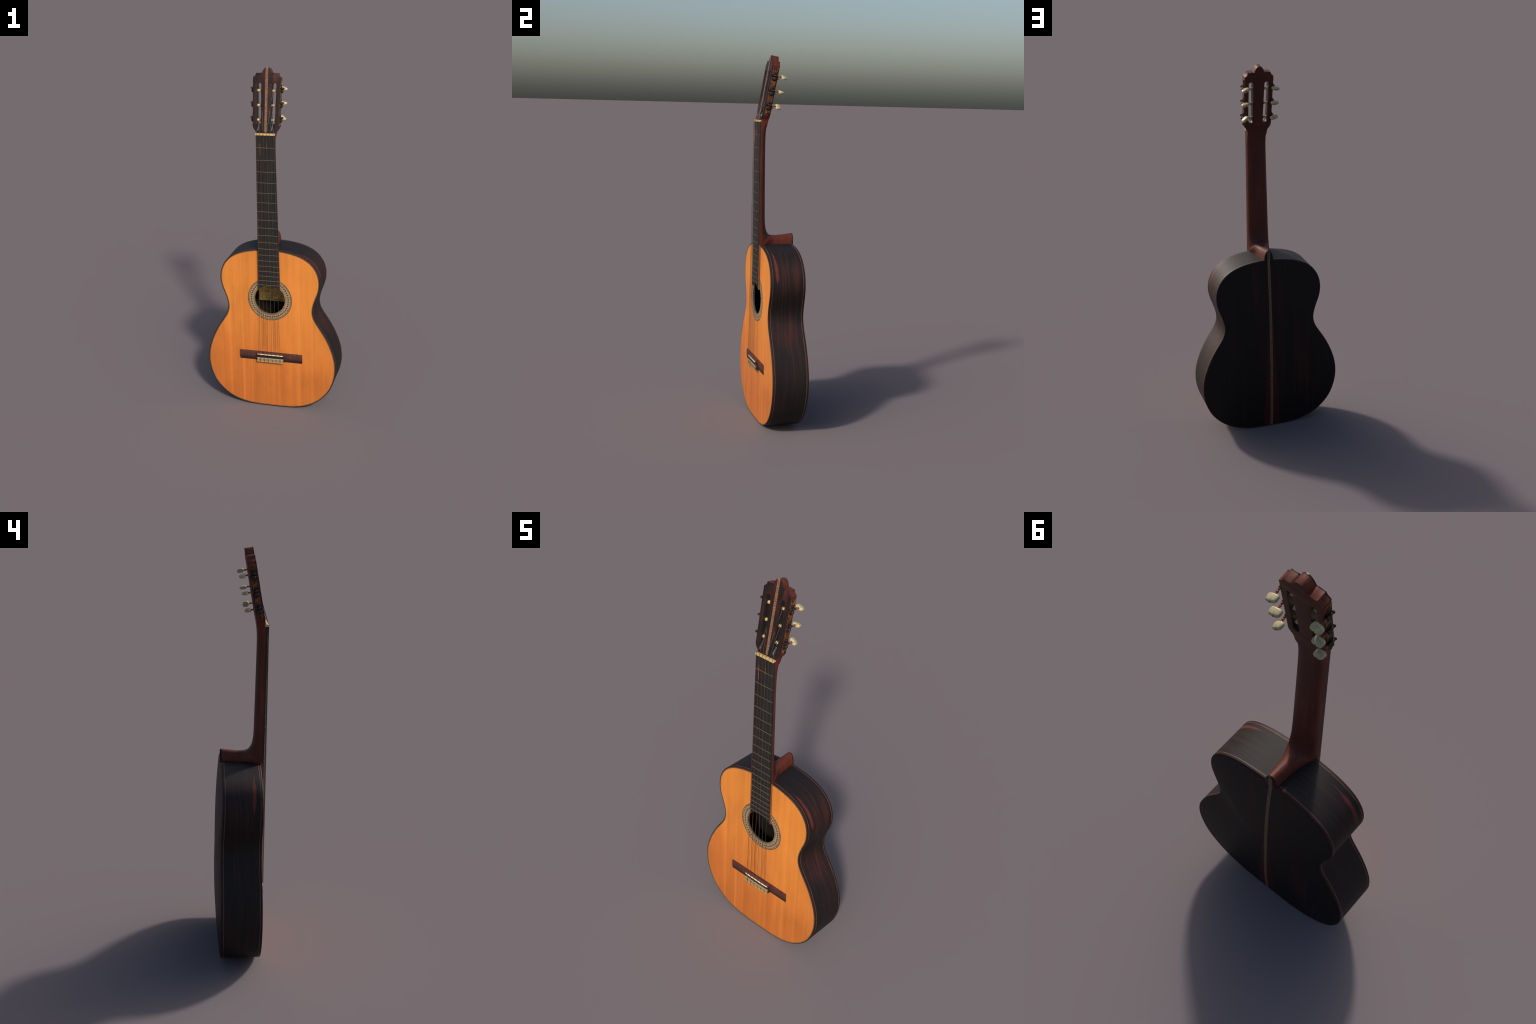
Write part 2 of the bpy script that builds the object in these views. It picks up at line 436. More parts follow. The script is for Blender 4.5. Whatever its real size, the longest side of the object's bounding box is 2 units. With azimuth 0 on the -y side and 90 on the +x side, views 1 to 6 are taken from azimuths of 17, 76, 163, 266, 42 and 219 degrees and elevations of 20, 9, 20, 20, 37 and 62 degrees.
# soundboard: rings between the rim and the rosette, slightly arched
def star(center, outer, inner_fn, rings, yfn):
    vs = []; fs = []
    n = len(outer)
    for k in range(rings+1):
        t = k/rings
        for p in outer:
            d = np.array(p) - center; L = np.hypot(*d); u = d/L
            q = np.array(p)*(1-t) + (center + u*inner_fn)*t
            vs.append((q[0], yfn(q, t), q[1]))
    for k in range(rings):
        for i in range(n):
            j = (i+1) % n; fs.append((k*n+i, k*n+j, (k+1)*n+j, (k+1)*n+i))
    return vs, fs
hc = np.array([0, HOLE_Z])
def front_y(q, t): return FRONT
outer = inset(.0092)
obj("soundboard", *star(hc, outer, ROS_R, 16, front_y), M_SPRUCE, body)
ang = [math.atan2(p[1]-HOLE_Z, p[0]) for p in outer]
vs = []; fs = []
prof = [(ROS_R, FRONT), (ROS_R-.0004, FRONT-.0005), (HOLE_R+.0006, FRONT-.0005), (HOLE_R, FRONT+.0002), (HOLE_R, FRONT+.007)]
NR = 160
for r, yy in prof:
    for i in range(NR):
        a = 2*math.pi*i/NR; vs.append((r*math.cos(a), yy, HOLE_Z + r*math.sin(a)))
for k in range(len(prof)-1):
    for i in range(NR):
        j = (i+1) % NR; fs.append((k*NR+i, k*NR+j, (k+1)*NR+j, (k+1)*NR+i))
obj("rosette", vs, fs, rosette_mat(HOLE_R, ROS_R, HOLE_Z), body)

# arched back
BC = np.array([0., .42])
pang = np.arctan2(C[:, 1]-BC[1], C[:, 0]-BC[0]); prad = np.hypot(C[:, 0]-BC[0], C[:, 1]-BC[1])
o_ = np.argsort(pang); pang, prad, pz = pang[o_], prad[o_], C[o_, 1]
pang = np.r_[pang[-1]-2*math.pi, pang, pang[0]+2*math.pi]; prad = np.r_[prad[-1], prad, prad[0]]; pz = np.r_[pz[-1], pz, pz[0]]
def back_y(x, z):
    a = math.atan2(z-BC[1], x-BC[0]); R = np.interp(a, pang, prad); e = back_edge(np.interp(a, pang, pz)) + .0006
    rho = min(1, math.hypot(x, z-BC[1])/R)
    return float(e*rho**2.7 + .1252*(1-rho**2.7))
vs, fs = star(BC, inset(.005), 1e-4, 18, lambda q, t: back_y(q[0], q[1]))
obj("back_plate", vs, fs, M_BACK, body)

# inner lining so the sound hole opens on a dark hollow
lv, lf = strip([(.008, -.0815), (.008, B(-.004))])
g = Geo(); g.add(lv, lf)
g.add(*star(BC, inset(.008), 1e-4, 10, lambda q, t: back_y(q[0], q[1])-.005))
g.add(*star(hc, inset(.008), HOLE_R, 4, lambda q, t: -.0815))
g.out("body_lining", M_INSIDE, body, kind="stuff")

# back centre strip and heel-cap strip
SW = .0072
bs = rope_strip("back_marquetry", .0105, SW, (.20, .115, .058), (.016, .010, .008))
zs = np.linspace(.004, .985, 90); vs = []; fs = []
for i, z in enumerate(zs):
    y = back_y(0, z)
    for x, dy in ((-SW, -.0008), (-SW, .0006), (SW, .0006), (SW, -.0008)): vs.append((x, y+dy, z))
for i in range(len(zs)-1):
    for k in range(4):
        j = (k+1) % 4; fs.append((4*i+k, 4*i+j, 4*i+4+j, 4*i+4+k))
fs += [(0, 1, 2, 3), tuple(4*(len(zs)-1)+k for k in range(4))]
obj("back_strip", vs, fs, bs, body)

# paper label glued inside
def label_mat():
    m = Mat("label_paper", rough=.8, spec=.1)
    x, y, z = m.xyz()
    n = m.noise(m.coord(), 28, 4)
    c = m.ramp(n, [(.3, (.42, .27, .08)), (.7, (.68, .49, .19))])
    st = m.math('MULTIPLY', m.step(m.noise(m.scaled(34, 34, 60), 1, 3, .6, 1.), .42, .62), m.step(x, -.075, -.02))
    c = m.mix(m.math('MULTIPLY', st, .75), c, (.28, .12, .03))
    fr = m.step(x, -.104, -.108)
    c = m.mix(m.math('MULTIPLY', fr, .35), c, (.80, .52, .12))
    m.base(c); return m.m
def inner_y(x, z): return back_y(x, z) - .0065
LX0, LX1, LZ0, LZ1 = -.119, .105, .591, .748
gx, gz = np.linspace(LX0, LX1, 15), np.linspace(LZ0, LZ1, 11)
vs = [(x, inner_y(x, z), z) for z in gz for x in gx] + [(x, inner_y(x, z)-.0006, z) for z in gz for x in gx]
nb = 15*11; fs = []
for j in range(10):
    for i in range(14):
        a = j*15+i
        fs += [(a, a+1, a+16, a+15), (nb+a, nb+a+1, nb+a+16, nb+a+15)]
for j in range(10): fs += [(j*15, j*15+15, nb+j*15+15, nb+j*15), (j*15+14, j*15+29, nb+j*15+29, nb+j*15+14)]
for i in range(14): fs += [(i, i+1, nb+i+1, nb+i), (150+i, 151+i, nb+151+i, nb+150+i)]
lab = obj("label", vs, fs, label_mat(), body)
INK_G = plain("green_ink", (.015, .16, .035), .2, 50, .8); INK_D = plain("dark_ink", (.018, .026, .022), .2, 50, .8); INK_B = plain("brown_ink", (.06, .025, .012), .2, 50, .8)
def scrawl(x0, x1, z, h, waves, seed, r, geo):
    rr = random.Random(seed); n = waves*8; pts = []
    for i in range(n+1):
        t = i/n; amp = h*(.45 + .55*abs(math.sin(2.1*t*waves+seed)))*(1 if i % 8 < 5 else .6)
        x = x0+(x1-x0)*t + .25*h*math.cos(2*math.pi*waves*t)
        zz = z + amp*math.sin(2*math.pi*waves*t)*.5 + rr.uniform(-.0004, .0004)
        pts.append((x, inner_y(x, zz)-.0009, zz))
    geo.tube(pts, r, 5)
gg, gd, gb = Geo(), Geo(), Geo()
scrawl(-.088, -.058, .652, .007, 4, 1, .0016, gd); scrawl(-.085, -.012, .625, .009, 7, 2, .0012, gd)
scrawl(-.030, .020, .600, .005, 8, 5, .0015, gd)
scrawl(-.075, -.028, .674, .004, 3, 3, .0024, gg); scrawl(-.083, -.03, .610, .013, 4, 4, .002, gg); scrawl(-.02, .03, .645, .008, 5, 9, .0014, gg)
for k, z in enumerate((.5965, .603)): scrawl(-.08, .09, z-.001, .002, 24, 6+k, .0005, gb)
scrawl(-.04, .06, .660, .004, 10, 8, .0008, gb); scrawl(-.03, .07, .632, .005, 11, 11, .0008, gb)
gg.out("label_writing", INK_G, lab, kind="stuff"); gd.out("label_writing", INK_D, lab, kind="stuff"); gb.out("label_writing", INK_B, lab, kind="stuff")

# ---------------------------------------------------------------- neck and heel
def fb_half(z): return float(np.interp(z, [.74, .83, 1.06, 1.30, 1.65], [.0630, .0622, .0590, .0562, .0522]))
def seam(z): return float(np.interp(z, [.98, 1.1, 1.3, 1.66], [-.0955, -.0975, -.0985, -.0985]))
secs = []      # (apex (y,z), base (y,z), half width, exponent)
for z, yb, n, f in [(1.690, -.0530, 9, -.080), (1.675, -.0547, 9, -.083), (1.66, -.0570, 9, -.088), (1.650, -.0586, 8.5, -.095), (1.640, -.0598, 7, None), (1.628, -.0609, 5.2, None), (1.61, -.0621, 3.8, None), (1.585, -.0627, 2.9, None), (1.555, -.0626, 2.5, None),
                 (1.507, -.0621, 2.35, None), (1.386, -.0603, 2.3, None), (1.262, -.0585, 2.3, None), (1.18, -.0569, 2.3, None), (1.135, -.0560, 2.3, None)]:
    secs.append(((yb, z), (seam(z) if f is None else f, z), fb_half(z)-.0004, n))
heel = [(-.0545, 1.108, -.0975, 1.098), (-.0515, 1.084, -.0972, 1.066), (-.0465, 1.064, -.0968, 1.036), (-.039, 1.050, -.0962, 1.008), (-.031, 1.0410, -.0955, .984),
        (-.022, 1.0365, -.080, .975), (-.012, 1.0342, -.060, .974), (.001, 1.0338, -.036, .974), (.018, 1.0345, -.006, .974),
        (.040, 1.0368, .028, .974), (.065, 1.0398, .060, .974), (.085, 1.0424, .083, .974), (.0985, 1.0445, .0985, .974)]
HW = lambda y: float(np.interp(y, [-.0955, -.08, -.06, -.036, -.006, .03, .06, .09, .1], [.0590, .0570, .0500, .0415, .0350, .0308, .0285, .0255, .0240]))
for ya, za, yb, zb in heel:
    w = fb_half(zb)-.0004 if zb > .99 else HW(yb)
    secs.append(((ya, za), (yb, zb), w, 2.3 if zb > .99 else 2.25))
# refine with a spline through the sections
S = np.array([[a[0], a[1], b[0], b[1], w, n] for a, b, w, n in secs])
fine = []
for i in range(len(S)-1):
    p0, p1, p2, p3 = S[max(i-1, 0)], S[i], S[i+1], S[min(i+2, len(S)-1)]
    for k in range(4):
        t = k/4; fine.append(.5*((2*p1)+(-p0+p2)*t+(2*p0-5*p1+4*p2-p3)*t*t+(-p0+3*p1-3*p2+p3)*t**3))
fine.append(S[-1]); fine = np.array(fine)
NS = 29; vs = []; fs = []
for ay, az, by, bz, w, n in fine:
    for k in range(NS):
        ph = math.pi*k/(NS-1); c, s_ = math.cos(ph), math.sin(ph)
        x = w*math.copysign(abs(c)**(2/n), c); h = max(s_, 0)**(2/n)
        vs.append((x, by+(ay-by)*h, bz+(az-bz)*h))
m_ = len(fine)
for i in range(m_-1):
    for k in range(NS-1): fs.append((i*NS+k, i*NS+k+1, (i+1)*NS+k+1, (i+1)*NS+k))
    fs.append((i*NS+NS-1, i*NS, (i+1)*NS, (i+1)*NS+NS-1))
fs += [tuple(range(NS)), tuple((m_-1)*NS+k for k in range(NS))]
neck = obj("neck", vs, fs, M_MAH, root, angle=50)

# heel cap: rosewood tongue closing the heel, with the marquetry strip running up it
MXZ = Matrix(((1, 0, 0, 0), (0, 0, 1, 0), (0, 1, 0, 0), (0, 0, 0, 1)))
arch = [(.0245*abs(math.cos(a))**(.9)*(1 if math.cos(a) >= 0 else -1), .985+.0575*max(math.sin(a), 0)**.9) for a in np.linspace(0, math.pi, 31)]
wrap("heel_cap", curve_solid([arch], .0978, .1052, MXZ, .0026), M_BACK, neck, angle=40)
g = Geo(); g.box(-SW, SW, .1030, .1053, .980, 1.0385)
g.out("heel_strip", bs, neck)

# ------------------------------------------------------- fingerboard, frets, nut
NUT_Z, SAD_Z = 1.652, .343
def fb_front(z): return float(np.interp(z, [.74, .99, 1.3, 1.65], [-.1015, -.1035, -.1055, -.1085]))
rows = [1.6465] + list(np.linspace(1.60, .80, 17)) + [.78]
vs = []; fs = []
def fb_section(z, hw, yb): 
    f = fb_front(z)
    return [(-hw, yb, z), (-hw, f+.0012, z), (-hw+.0008, f+.0002, z), (-hw*.5, f-.0002, z), (0, f-.0003, z), (hw*.5, f-.0002, z), (hw-.0008, f+.0002, z), (hw, f+.0012, z), (hw, yb, z)]
for z in rows: vs += fb_section(z, fb_half(z), seam(z) if z > .985 else -.0965)
k9 = 9
for i in range(len(rows)-1):
    for k in range(9):
        j = (k+1) % 9; fs.append((i*9+k, i*9+j, (i+1)*9+j, (i+1)*9+k))
fs.append(tuple(range(9)))
# scalloped end around the sound hole
cols = np.linspace(-1, 1, 41); z0 = .78; hw0 = fb_half(z0)
base = len(vs); rc = HOLE_R+.0008
for layer in (0, 1):
    for t in cols:
        x = t*hw0
        zz = max(.7425, HOLE_Z + math.sqrt(max(rc*rc-x*x, 0)))
        for z, q in ((z0, 0), (zz, 1)):
            xx = x if q == 0 else t*fb_half(zz)
            vs.append((xx, fb_front(z)-.0002 + (.0010 if abs(t) > .985 else 0) if layer == 0 else -.0965, z))
m41 = len(cols)
for layer in (0, 1):
    for i in range(m41-1):
        a = base + layer*2*m41 + 2*i; fs.append((a, a+1, a+3, a+2))
for i in range(m41-1):
    a = base+2*i+1; b = a+2*m41; fs.append((a, a+2, b+2, b))
for i in (0, m41-1):
    a = base+2*i; b = a+2*m41; fs.append((a, a+1, b+1, b))
fingerboard = obj("fingerboard", vs, fs, M_EBONY, neck, angle=40)

# riser under the fingerboard where it lies over the soundboard: pale edge line over a red-brown slip
def riser(name, y0, y1, dh, mat):
    outl = [(-fb_half(z)-dh, z) for z in np.linspace(.988, .7425, 9)]
    for t in np.linspace(-1, 1, 41):
        zz = max(.7428, HOLE_Z + math.sqrt(max(rc*rc-(t*.0626)**2, 0))); outl.append((t*(fb_half(.7425)+dh*.9), zz))
    outl += [(fb_half(z)+dh, z) for z in np.linspace(.7425, .988, 9)]
    wrap(name, curve_solid([outl], y0, y1, MXZ), mat, neck, angle=40)
riser("fingerboard_slip", -.0966, -.0935, .0006, plain("pale_slip", (.24, .12, .05), .4, 50, .5))
riser("fingerboard_slip", -.0935, -.0868, .0001, plain("red_slip", (.15, .042, .018), .3, 40, .5))

# frets share one mesh and are stretched to the board's width
fp = [(math.sin(a)*.0017, -.0016*math.cos(a)) for a in np.linspace(-math.pi/2, math.pi/2, 7)]
vs = [(x, y, z) for x in (-1, 1) for z, y in fp] ; fs = [(i, i+1, 8+i, 7+i) for i in range(6)] + [tuple(range(7)), tuple(range(7, 14)), (0, 7, 13, 6)]
fret0 = None
for i in range(1, 20):
    z = SAD_Z + (NUT_Z-SAD_Z)*2**(-i/12)
    if fret0 is None: fret0 = obj("fret", vs, fs, M_FRET, fingerboard, angle=40); o = fret0
    else:
        o = fret0.copy(); COLL.objects.link(o)
    o.parent = fingerboard
    o.location = (0, fb_front(z)-.0002, z); o.scale = (fb_half(z)-.001, 1, 1)
g = Geo(); g.box(-.0548, .0530, -.1122, -.0945, 1.6470, 1.6575, bev=.0016)
g.out("nut", M_NUT, neck)

# ---------------------------------------------------------------- headstock
HA = math.atan(.179); ca, sa = math.cos(HA), math.sin(HA)
HP = Vector((0, -.0368, 2.0))
# columns: across, along (up), outwards to the front ; depth d runs to the back
MH = Matrix(((1, 0, 0, HP.x), (0, sa, -ca, HP.y), (0, ca, sa, HP.z), (0, 0, 0, 1)))
def HS(x, d, t): return MH @ Vector((x, t, -d))
def tz(z): return (z-2.0)/ca
half = catmull([(0, 1.9995), (.008, 1.9982), (.0148, 1.9930), (.0200, 1.9855), (.0242, 1.9765), (.0262, 1.9700)], 6).tolist()
half += catmull([(.0278, 1.9688), (.0340, 1.9712), (.0430, 1.9700), (.0520, 1.9692), (.0592, 1.9700)], 5).tolist()
half += catmull([(.0606, 1.9640), (.0634, 1.9575), (.0685, 1.9530), (.0752, 1.9480)], 5).tolist()
half += [(.0762, 1.9440), (.0750, 1.9405), (.0752, 1.92), (.0738, 1.83), (.0722, 1.71)]
half += catmull([(.0718, 1.6925), (.0690, 1.6840), (.0632, 1.6755), (.0572, 1.6685), (.0536, 1.6600), (.0520, 1.650)], 5).tolist()
def closed(h): return [(x, tz(z)) for x, z in h] + [(-x, tz(z)) for x, z in h[::-1] if x > 1e-6]
foot = half[:-1] + catmull([(.0520, 1.650), (.0508, 1.6415), (.0475, 1.633), (.0415, 1.6255), (.0330, 1.620)], 4).tolist()
def slot(sx):
    pts = []
    zt, zb, xt, xb, w = 1.9205, 1.7035, .0413*sx, .0385*sx, .0122
    for a in np.linspace(0, math.pi, 13): pts.append((xt+w*math.cos(a), tz(zt-w)+w*math.sin(a)))
    for a in np.linspace(math.pi, 2*math.pi, 13): pts.append((xb+w*math.cos(a), tz(zb+w)+w*math.sin(a)))
    return pts
slots = [slot(-1), slot(1)]
def in_slot(co):
    q = MH.inverted() @ co
    return abs(abs(q.x)-.040) < .0142 and tz(1.7005) < q.y < tz(1.9225)
def head_layer(name, d0, d1, mat, parent, bev):
    me = curve_solid([closed(half if d0 == 0 else foot)]+slots, -d1, -d0, MH, bev)
    o = wrap(name, me, mat, parent, angle=40)
    # string ramps cut below the slots
    for sx in (-1, 1):
        bm = bmesh.new()
        bmesh.ops.create_cone(bm, cap_ends=True, segments=24, radius1=.0108, radius2=.0108, depth=.09)
        cm = bpy.data.meshes.new("cut"); bm.to_mesh(cm); bm.free()
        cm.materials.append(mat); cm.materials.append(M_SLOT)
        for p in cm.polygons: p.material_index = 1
        c = bpy.data.objects.new("cut", cm); COLL.objects.link(c)
        p = HS(.038*sx, .006, tz(1.7035)); dirv = HS(0, .55, 1.) - HS(0, 0, 0)
        c.matrix_world = axis_matrix(p, dirv)
        md = o.modifiers.new("ramp", 'BOOLEAN'); md.operation = 'DIFFERENCE'; md.object = c; md.solver = 'EXACT'
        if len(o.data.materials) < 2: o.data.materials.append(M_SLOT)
        bpy.context.view_layer.update()
        dg = bpy.context.evaluated_depsgraph_get()
        new = bpy.data.meshes.new_from_object(o.evaluated_get(dg)); o.modifiers.clear(); o.data = new
        bpy.data.objects.remove(c)
    o.data.name = name
    me = o.data
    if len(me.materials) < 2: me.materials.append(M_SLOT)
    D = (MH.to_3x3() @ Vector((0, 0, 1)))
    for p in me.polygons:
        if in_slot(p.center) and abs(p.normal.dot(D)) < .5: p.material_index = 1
    me.shade_smooth(); me.set_sharp_from_angle(angle=math.radians(40))
    return o
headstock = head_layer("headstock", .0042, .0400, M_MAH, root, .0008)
head_layer("headplate", 0, .0042, M_HEAD, headstock, .0006)
hm = rope_strip("head_marquetry", .0098, .0065, (.28, .150, .085), (.028, .02, .016))
g = Geo()
p0 = MH.to_3x3()
g.box(-.0065, .0065, tz(1.662), -.0006, -.0005, .0009, MH)
g.out("head_strip", hm, headstock)
g = Geo(); g.box(-.0045, .0045, -.0030, .0004, -.004, .0007, MH, bev=.0006)
g.out("strip_tip", plain("pale_tip", (.42, .25, .13), .2, 80, .5), headstock)

# ------------------------------------------------------------ tuning machines
GT = [-.1232, -.2010, -.2788]            # gear positions along the headstock
tuner_angles = {1: (21, 8, 38), -1: (-4, 9, 21)}
# shared paddle button: flattened rounded block, long axis x, shaft along z
def button_mesh():
    vs = []; fs = []; nu, nv = 36, 21
    for j in range(nv):
        v = -math.pi/2 + math.pi*j/(nv-1)
        for i in range(nu):
            u = 2*math.pi*i/nu
            f = lambda c, e: math.copysign(abs(c)**e, c)
            x = .0206*f(math.cos(v), .34)*f(math.cos(u), .52)
            y = .0084*f(math.cos(v), .50)*f(math.sin(u), .85)
            z = .0138*f(math.sin(v), .50)
            x *= 1 - .13*(z/.0138)**2*(1 if z > 0 else .5); y *= 1 - .12*(z/.0138)
            vs.append((x, y, z))
    for j in range(nv-1):
        for i in range(nu):
            k = (i+1) % nu; fs.append((j*nu+i, j*nu+k, (j+1)*nu+k, (j+1)*nu+i))
    return vs, fs
bvs, bfs = button_mesh(); btn0 = None
for sx in (1, -1):
    sidex = lambda t: sx*float(np.interp(t, [-.30, -.06], [.0722, .0752]))
    # plate
    g = Geo()
    def P(t, d, h): return HS(sidex(t) + sx*h, d, t)
    def slab(pts, h0, h1):
        n = len(pts); vv = [P(t, d, h0) for t, d in pts] + [P(t, d, h1) for t, d in pts]
        ff = [tuple(range(n)), tuple(range(n, 2*n))] + [(i, (i+1) % n, n+(i+1) % n, n+i) for i in range(n)]
        g.add(vv, ff)
    edge = []
    for t, w in ((-.096, .0095), (-.104, .0115), (-.112, .0135), (-.136, .0135), (-.146, .0118), (-.176, .0118), (-.188, .0135), (-.214, .0135), (-.224, .0118), (-.254, .0118),
                 (-.266, .0135), (-.292, .0130), (-.300, .0105), (-.308, .0098), (-.314, .0070), (-.317, .003)): edge.append((t, w))
    slab([(t, .0212-w) for t, w in edge] + [(t, .0212+w) for t, w in edge[::-1]], -.001, .0022)
    # lyre: a bowed cross bar and three prongs
    for d0, d1 in ((-.0125, -.0065), (-.0005, 0), (.0125, .0065)):
        pts = [(-.0685, .0212+d0*1.0), (-.080, .0212+d0*.80), (-.090, .0212+d1*.95), (-.099, .0212+d1*.8)]
        g.tube([P(t, d, .0012) for t, d in pts], [.0022, .0021, .0023, .003], 8)
    g.tube([P(-.0700+.0018*math.cos(k*math.pi/2), .0212+k*.0135, .0012) for k in np.linspace(-1, 1, 9)], .0024, 8)
    plate = g.out("tuning_machine", M_BRASS, headstock, kind=None)
    g = Geo(); outd = Vector((sx, 0, 0))
    for t in GT:
        # dark gear housing, gear wheel with its screw, worm with a round knob
        MX = axis_matrix(P(t, .0212, .0018), outd)
        g.lathe([(.0128, 0), (.0128, .002), (.0118, .0035), (.0090, .0042), (.0088, .0085), (.0075, .0100), (.0048, .0102), (.0044, .0118), (.0018, .0126)], 20, MX)
        g.lathe([(.0150, 0), (.0150, .0016), (.0140, .0024)], 22, MX)
        slabm = axis_matrix(P(t+.020, .0212, .0018), outd, HS(0, 1, 0)-HS(0, 0, 0))
        g.box(-.0128, .0128, -.0105, .0085, 0, .0022, slabm, bev=.0008)
        for k in range(18):                      # gear teeth
            a = 2*math.pi*k/18
            g.box(-.0008, .0008, .0085, .0100, .0045, .0080, MX @ Matrix.Rotation(a, 4, 'Z'))
        tw = t+.0142
        Mw = axis_matrix(P(tw, .004, .0088), HS(0, 1, 0)-HS(0, 0, 0))
        g.lathe([(.002, -.0022), (.0052, -.001), (.0058, .002), (.0048, .0048), (.0034, .006), (.0044, .0085), (.0036, .0100), (.0046, .0115), (.0037, .0130), (.0047, .0145), (.0038, .0160), (.0047, .0175), (.0038, .019), (.0047, .0205), (.0038, .022), (.0052, .0245), (.0052, .0285), (.0034, .030)], 14, Mw)
        # posts that carry the worm
        for d in (.0095, .0300):
            g.box(-.0028, .0028, -.006, .006, 0, .0105, axis_matrix(P(tw, d, .001), outd, HS(0, 1, 0)-HS(0, 0, 0)), bev=.001)
        Ms = axis_matrix(P(t+.0265, .0212, .0015), outd)
        g.lathe([(.0052, 0), (.0052, .0022), (.004, .0042), (.0015, .005)], 14, Ms)
    Ms = axis_matrix(P(-.3065, .0212, .0015), outd)
    g.lathe([(.0068, 0), (.0066, .002), (.0045, .0042), (.0015, .005)], 16, Ms)
    g.out("tuning_gear", M_BRONZE, plate)
    # brass rings on the gears
    g = Geo()
    for t in GT:
        ring = [P(t+.0062*math.cos(a), .0212+.0062*math.sin(a), .0120) for a in np.linspace(0, 2*math.pi, 21)]
        g.tube(ring, .0009, 6)
    g.tube([P(-.3065+.0078*math.cos(a), .0212+.0078*math.sin(a), .0028) for a in np.linspace(0, 2*math.pi, 21)], .0012, 6)
    g.out("gear_ring", M_COPPER, plate)
    g = Geo(); gr = Geo(); gk = Geo()
    for k, t in enumerate(GT):
        tw = t+.0140
        a0 = P(tw, .032, .0085); c0 = P(tw, .0716, .0045); ax = (c0-a0).normalized()
        L = (c0-a0).length - .0125
        g.lathe([(.0034, 0), (.0030, .004), (.0044, .0055), (.0044, .0075), (.0030, .009), (.0030, .0125), (.0047, .0140), (.0047, .0165), (.0032, .018), (.0032, .0225), (.0048, .0245), (.0036, L), (.003, L+.004)], 14, axis_matrix(a0, ax))
        Rm = axis_matrix(c0, ax, (0, 0, 1))
        xa = Rm.to_3x3().col[0]
        out_ang = tuner_angles[sx][k]
        want = Vector((sx*math.cos(math.radians(out_ang)), 0, -sx*sx*math.sin(math.radians(out_ang)) if sx > 0 else math.sin(math.radians(out_ang))))
        want = (want - ax*want.dot(ax)).normalized()
        yv = ax.cross(want)
        Mb = Matrix((want, yv, ax)).transposed().to_4x4(); Mb.translation = c0
        if btn0 is None: btn0 = obj("tuning_button", bvs, bfs, M_PEARL, plate, angle=50); o = btn0
        else:
            o = btn0.copy(); COLL.objects.link(o)
        o.parent = plate; o.matrix_local = Mb
        gk.lathe([(.0030, .0128), (.0028, .0148), (.001, .0152)], 10, Mb)
        # bone roller across the slot, on a dark axle
        xi, xo = .0412-.0007*k*2-.0135, abs(sidex(t))
        Mr = axis_matrix(HS(sx*(.0265-.0012*k), .0212, t), (sx, 0, 0))
        w = .0265
        gr.lathe([(.0074, 0), (.0078, .002), (.0066, .004), (.0064, w*.5), (.0067, w-.006), (.0078, w-.004), (.0078, w)], 18, Mr)
    g.out("button_shaft", M_COPPER, plate); gr.out("string_roller", M_ROLLER, plate); gk.out("button_screw", M_BRONZE, plate)

# ---------------------------------------------------------------- bridge
def prism(sec, x0, x1, g, bev=.0):
    """section in (y, z) extruded across x"""
    n = len(sec)
    vs = [(x, y, z) for x in (x0, x1) for y, z in sec]
    g.add(vs, [tuple(range(n)), tuple(range(n, 2*n))] + [(i, (i+1) % n, n+(i+1) % n, n+i) for i in range(n)])
def bridge_mat():
    m = Mat("bridge_rosewood", rough=.5, spec=.35)
    x, y, z = m.xyz()
    g = m.noise(m.scaled(140, 20, 9), 1, 3, .6)
    c = m.ramp(g, [(.35, (.045, .016, .0125)), (.6, (.085, .028, .021)), (.75, (.13, .050, .036))])
    c = m.mix(m.math('MULTIPLY', m.step(z, .334, .306), .88), c, (.014, .010, .009))  # lower edge blackened to draw the shading of the downward slope
    m.base(c); return m.m
M_BRIDGE = bridge_mat()
g = Geo()
wing = [(-.0868, .2975), (-.0880, .2975), (-.0905, .3030), (-.0928, .312), (-.0940, .324), (-.0942, .338), (-.0935, .350), (-.0922, .3538), (-.0868, .3542)]
prism(wing, -.1865, -.0795, g); prism(wing, .0795, .1865, g)
bridge = g.out("bridge", M_BRIDGE, root, angle=30)
g = Geo()
prism([(-.0868, .298), (-.101, .3000), (-.101, .3385), (-.1075, .3400), (-.1085, .3470), (-.0990, .3538), (-.0868, .3545)], -.0800, .0800, g)
g.out("bridge_block", M_BRIDGE, bridge, angle=30)
# dark well between saddle and tie block
g = Geo(); g.box(-.0792, .0792, -.1022, -.1000, .3215, .3392)
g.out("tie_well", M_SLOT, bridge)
# tie block: dark core with inlaid face framed in pale strips
g = Geo(); g.box(-.0782, .0782, -.1112, -.1005, .2985, .3222, bev=.0012)
g.out("tie_block", plain("tie_core", (.16, .085, .035), .3, 60, .5), bridge)
g = Geo(); g.box(-.0776, .0776, -.1122, -.1108, .2995, .3212)
g.out("tie_inlay", tie_mat(.3104, .0217), bridge)
M_FRAME = plain("tie_frame", (.34, .29, .17), .3, 120, .5)
g = Geo(); g.box(-.0784, .0784, -.1128, -.1085, .3198, .3230, bev=.0007); g.box(-.0784, .0784, -.1128, -.1085, .2978, .3008, bev=.0007)
g.out("tie_frame", M_FRAME, bridge)
# saddle: a rounded bone bar, its ends dipping
vs = []; 
g = Geo(); pts = []; rr = []
for k in np.linspace(-1, 1, 25):
    e = max(0, (abs(k)-.86)/.14)
    pts.append((k*.0765, -.1108+.0055*e*e, .3438)); rr.append(.0027*(1-.45*e*e))
g.tube(pts, rr, 12)
g.box(-.0765, .0765, -.110, -.100, .3415, .3460)
g.out("saddle", M_SADDLE, bridge)

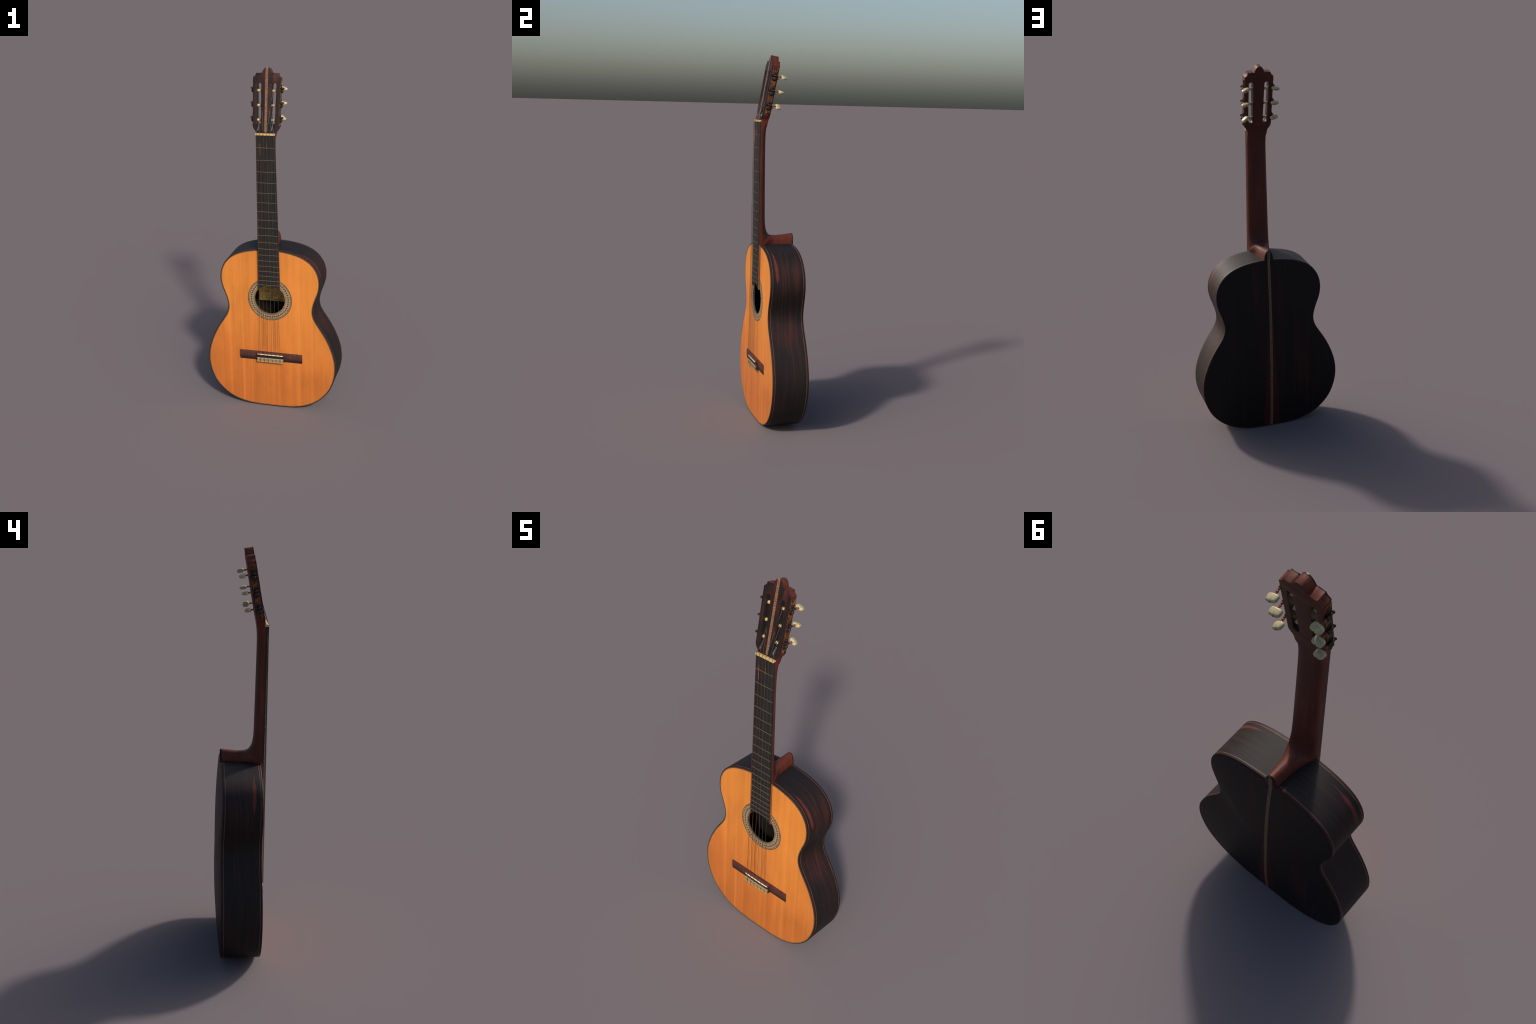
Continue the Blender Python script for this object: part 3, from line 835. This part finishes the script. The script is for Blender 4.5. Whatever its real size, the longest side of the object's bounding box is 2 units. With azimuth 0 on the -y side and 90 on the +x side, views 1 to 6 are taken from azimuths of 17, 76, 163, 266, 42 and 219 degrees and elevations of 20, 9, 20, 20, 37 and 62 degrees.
# ---------------------------------------------------------------- strings
def nx(i): return -.0470 + .0188*i
def bx(i): return -.0588 + .02352*i
wound = string_mat("wound_string", (.095, .048, .032)); wound_hot = string_mat("wound_string_orange_band", (.095, .048, .032), (1.535, 1.605))
wound_hot2 = string_mat("wound_string_orange_band_short", (.095, .085, .08), (1.575, 1.608))
nylon = string_mat("nylon_string", (.062, .060, .062))
mats = [wound, wound_hot, wound, wound_hot2, nylon, nylon]
rad = [.00105, .00100, .00095, .00085, .00080, .00075]
post = {0: (-1, 2), 1: (-1, 1), 2: (-1, 0), 3: (1, 0), 4: (1, 1), 5: (1, 2)}
for i in range(6):
    sx, k = post[i]; t = GT[k]
    roll = HS(sx*(.0330 + (.002 if k == 1 else 0)), .0212-.0072, t)
    g = Geo()
    under = HS(sx*.0330, .0212-.0020, t+.0070)
    pts = [under, roll, Vector((nx(i), -.1115, 1.6600)), Vector((nx(i), -.1133, 1.6530)), Vector((nx(i), -.1130, 1.6450)),
           Vector((bx(i), -.1139, SAD_Z+.0018)), Vector((bx(i), -.1134, SAD_Z-.0015)), Vector((bx(i), -.1085, .3255)), Vector((bx(i), -.1060, .3195))]
    g.tube(pts, rad[i], 7)
    # coils on the roller
    cx = sx*(.0330)
    coil = [HS(cx + sx*.0030*(a/18.) - .003*sx, .0212 - .0072*math.cos(a), t + .0072*math.sin(a)) for a in np.linspace(0, 18, 60)]
    g.tube(coil, rad[i]*.9, 5)
    # tie at the bridge: loop over the block and a small knot with its loose end
    x = bx(i); dx = .0035
    g.tube([(x, -.1075, .3240), (x-.0002, -.1138, .3215), (x+.0006, -.1142, .3100), (x+.0010, -.1138, .2985), (x+.0012, -.1090, .2962), (x+dx, -.1060, .2970)], rad[i]*.85, 6)
    g.tube([(x+dx, -.1142, .3200), (x+dx*.9, -.1143, .310), (x+.001, -.1141, .3010)], rad[i]*.8, 6)
    tail = {0: .004, 1: .011, 2: .003, 3: .003, 4: .006, 5: .002}[i]
    g.tube([(x+.0012, -.1120, .2985), (x+.0025, -.1125, .2965-tail*.5), (x+.0030+.1*tail, -.1110, .2962-tail)], rad[i]*.8, 6)
    g.out("guitar_string", mats[i], root, angle=60)

# ---------------------------------------------------------------- stand it up
root.rotation_euler = (0, TILT, YAW)
root.location = (0, 0, 0)
bpy.context.view_layer.update()
lo = min((o.matrix_world @ v.co).z for o in bpy.data.objects if o.type == 'MESH' for v in o.data.vertices)
hi = max((o.matrix_world @ v.co).z for o in bpy.data.objects if o.type == 'MESH' for v in o.data.vertices)
root.location.z = -lo
s = 2.0/(hi-lo); root.scale = (s, s, s); root.location.z = -lo*s
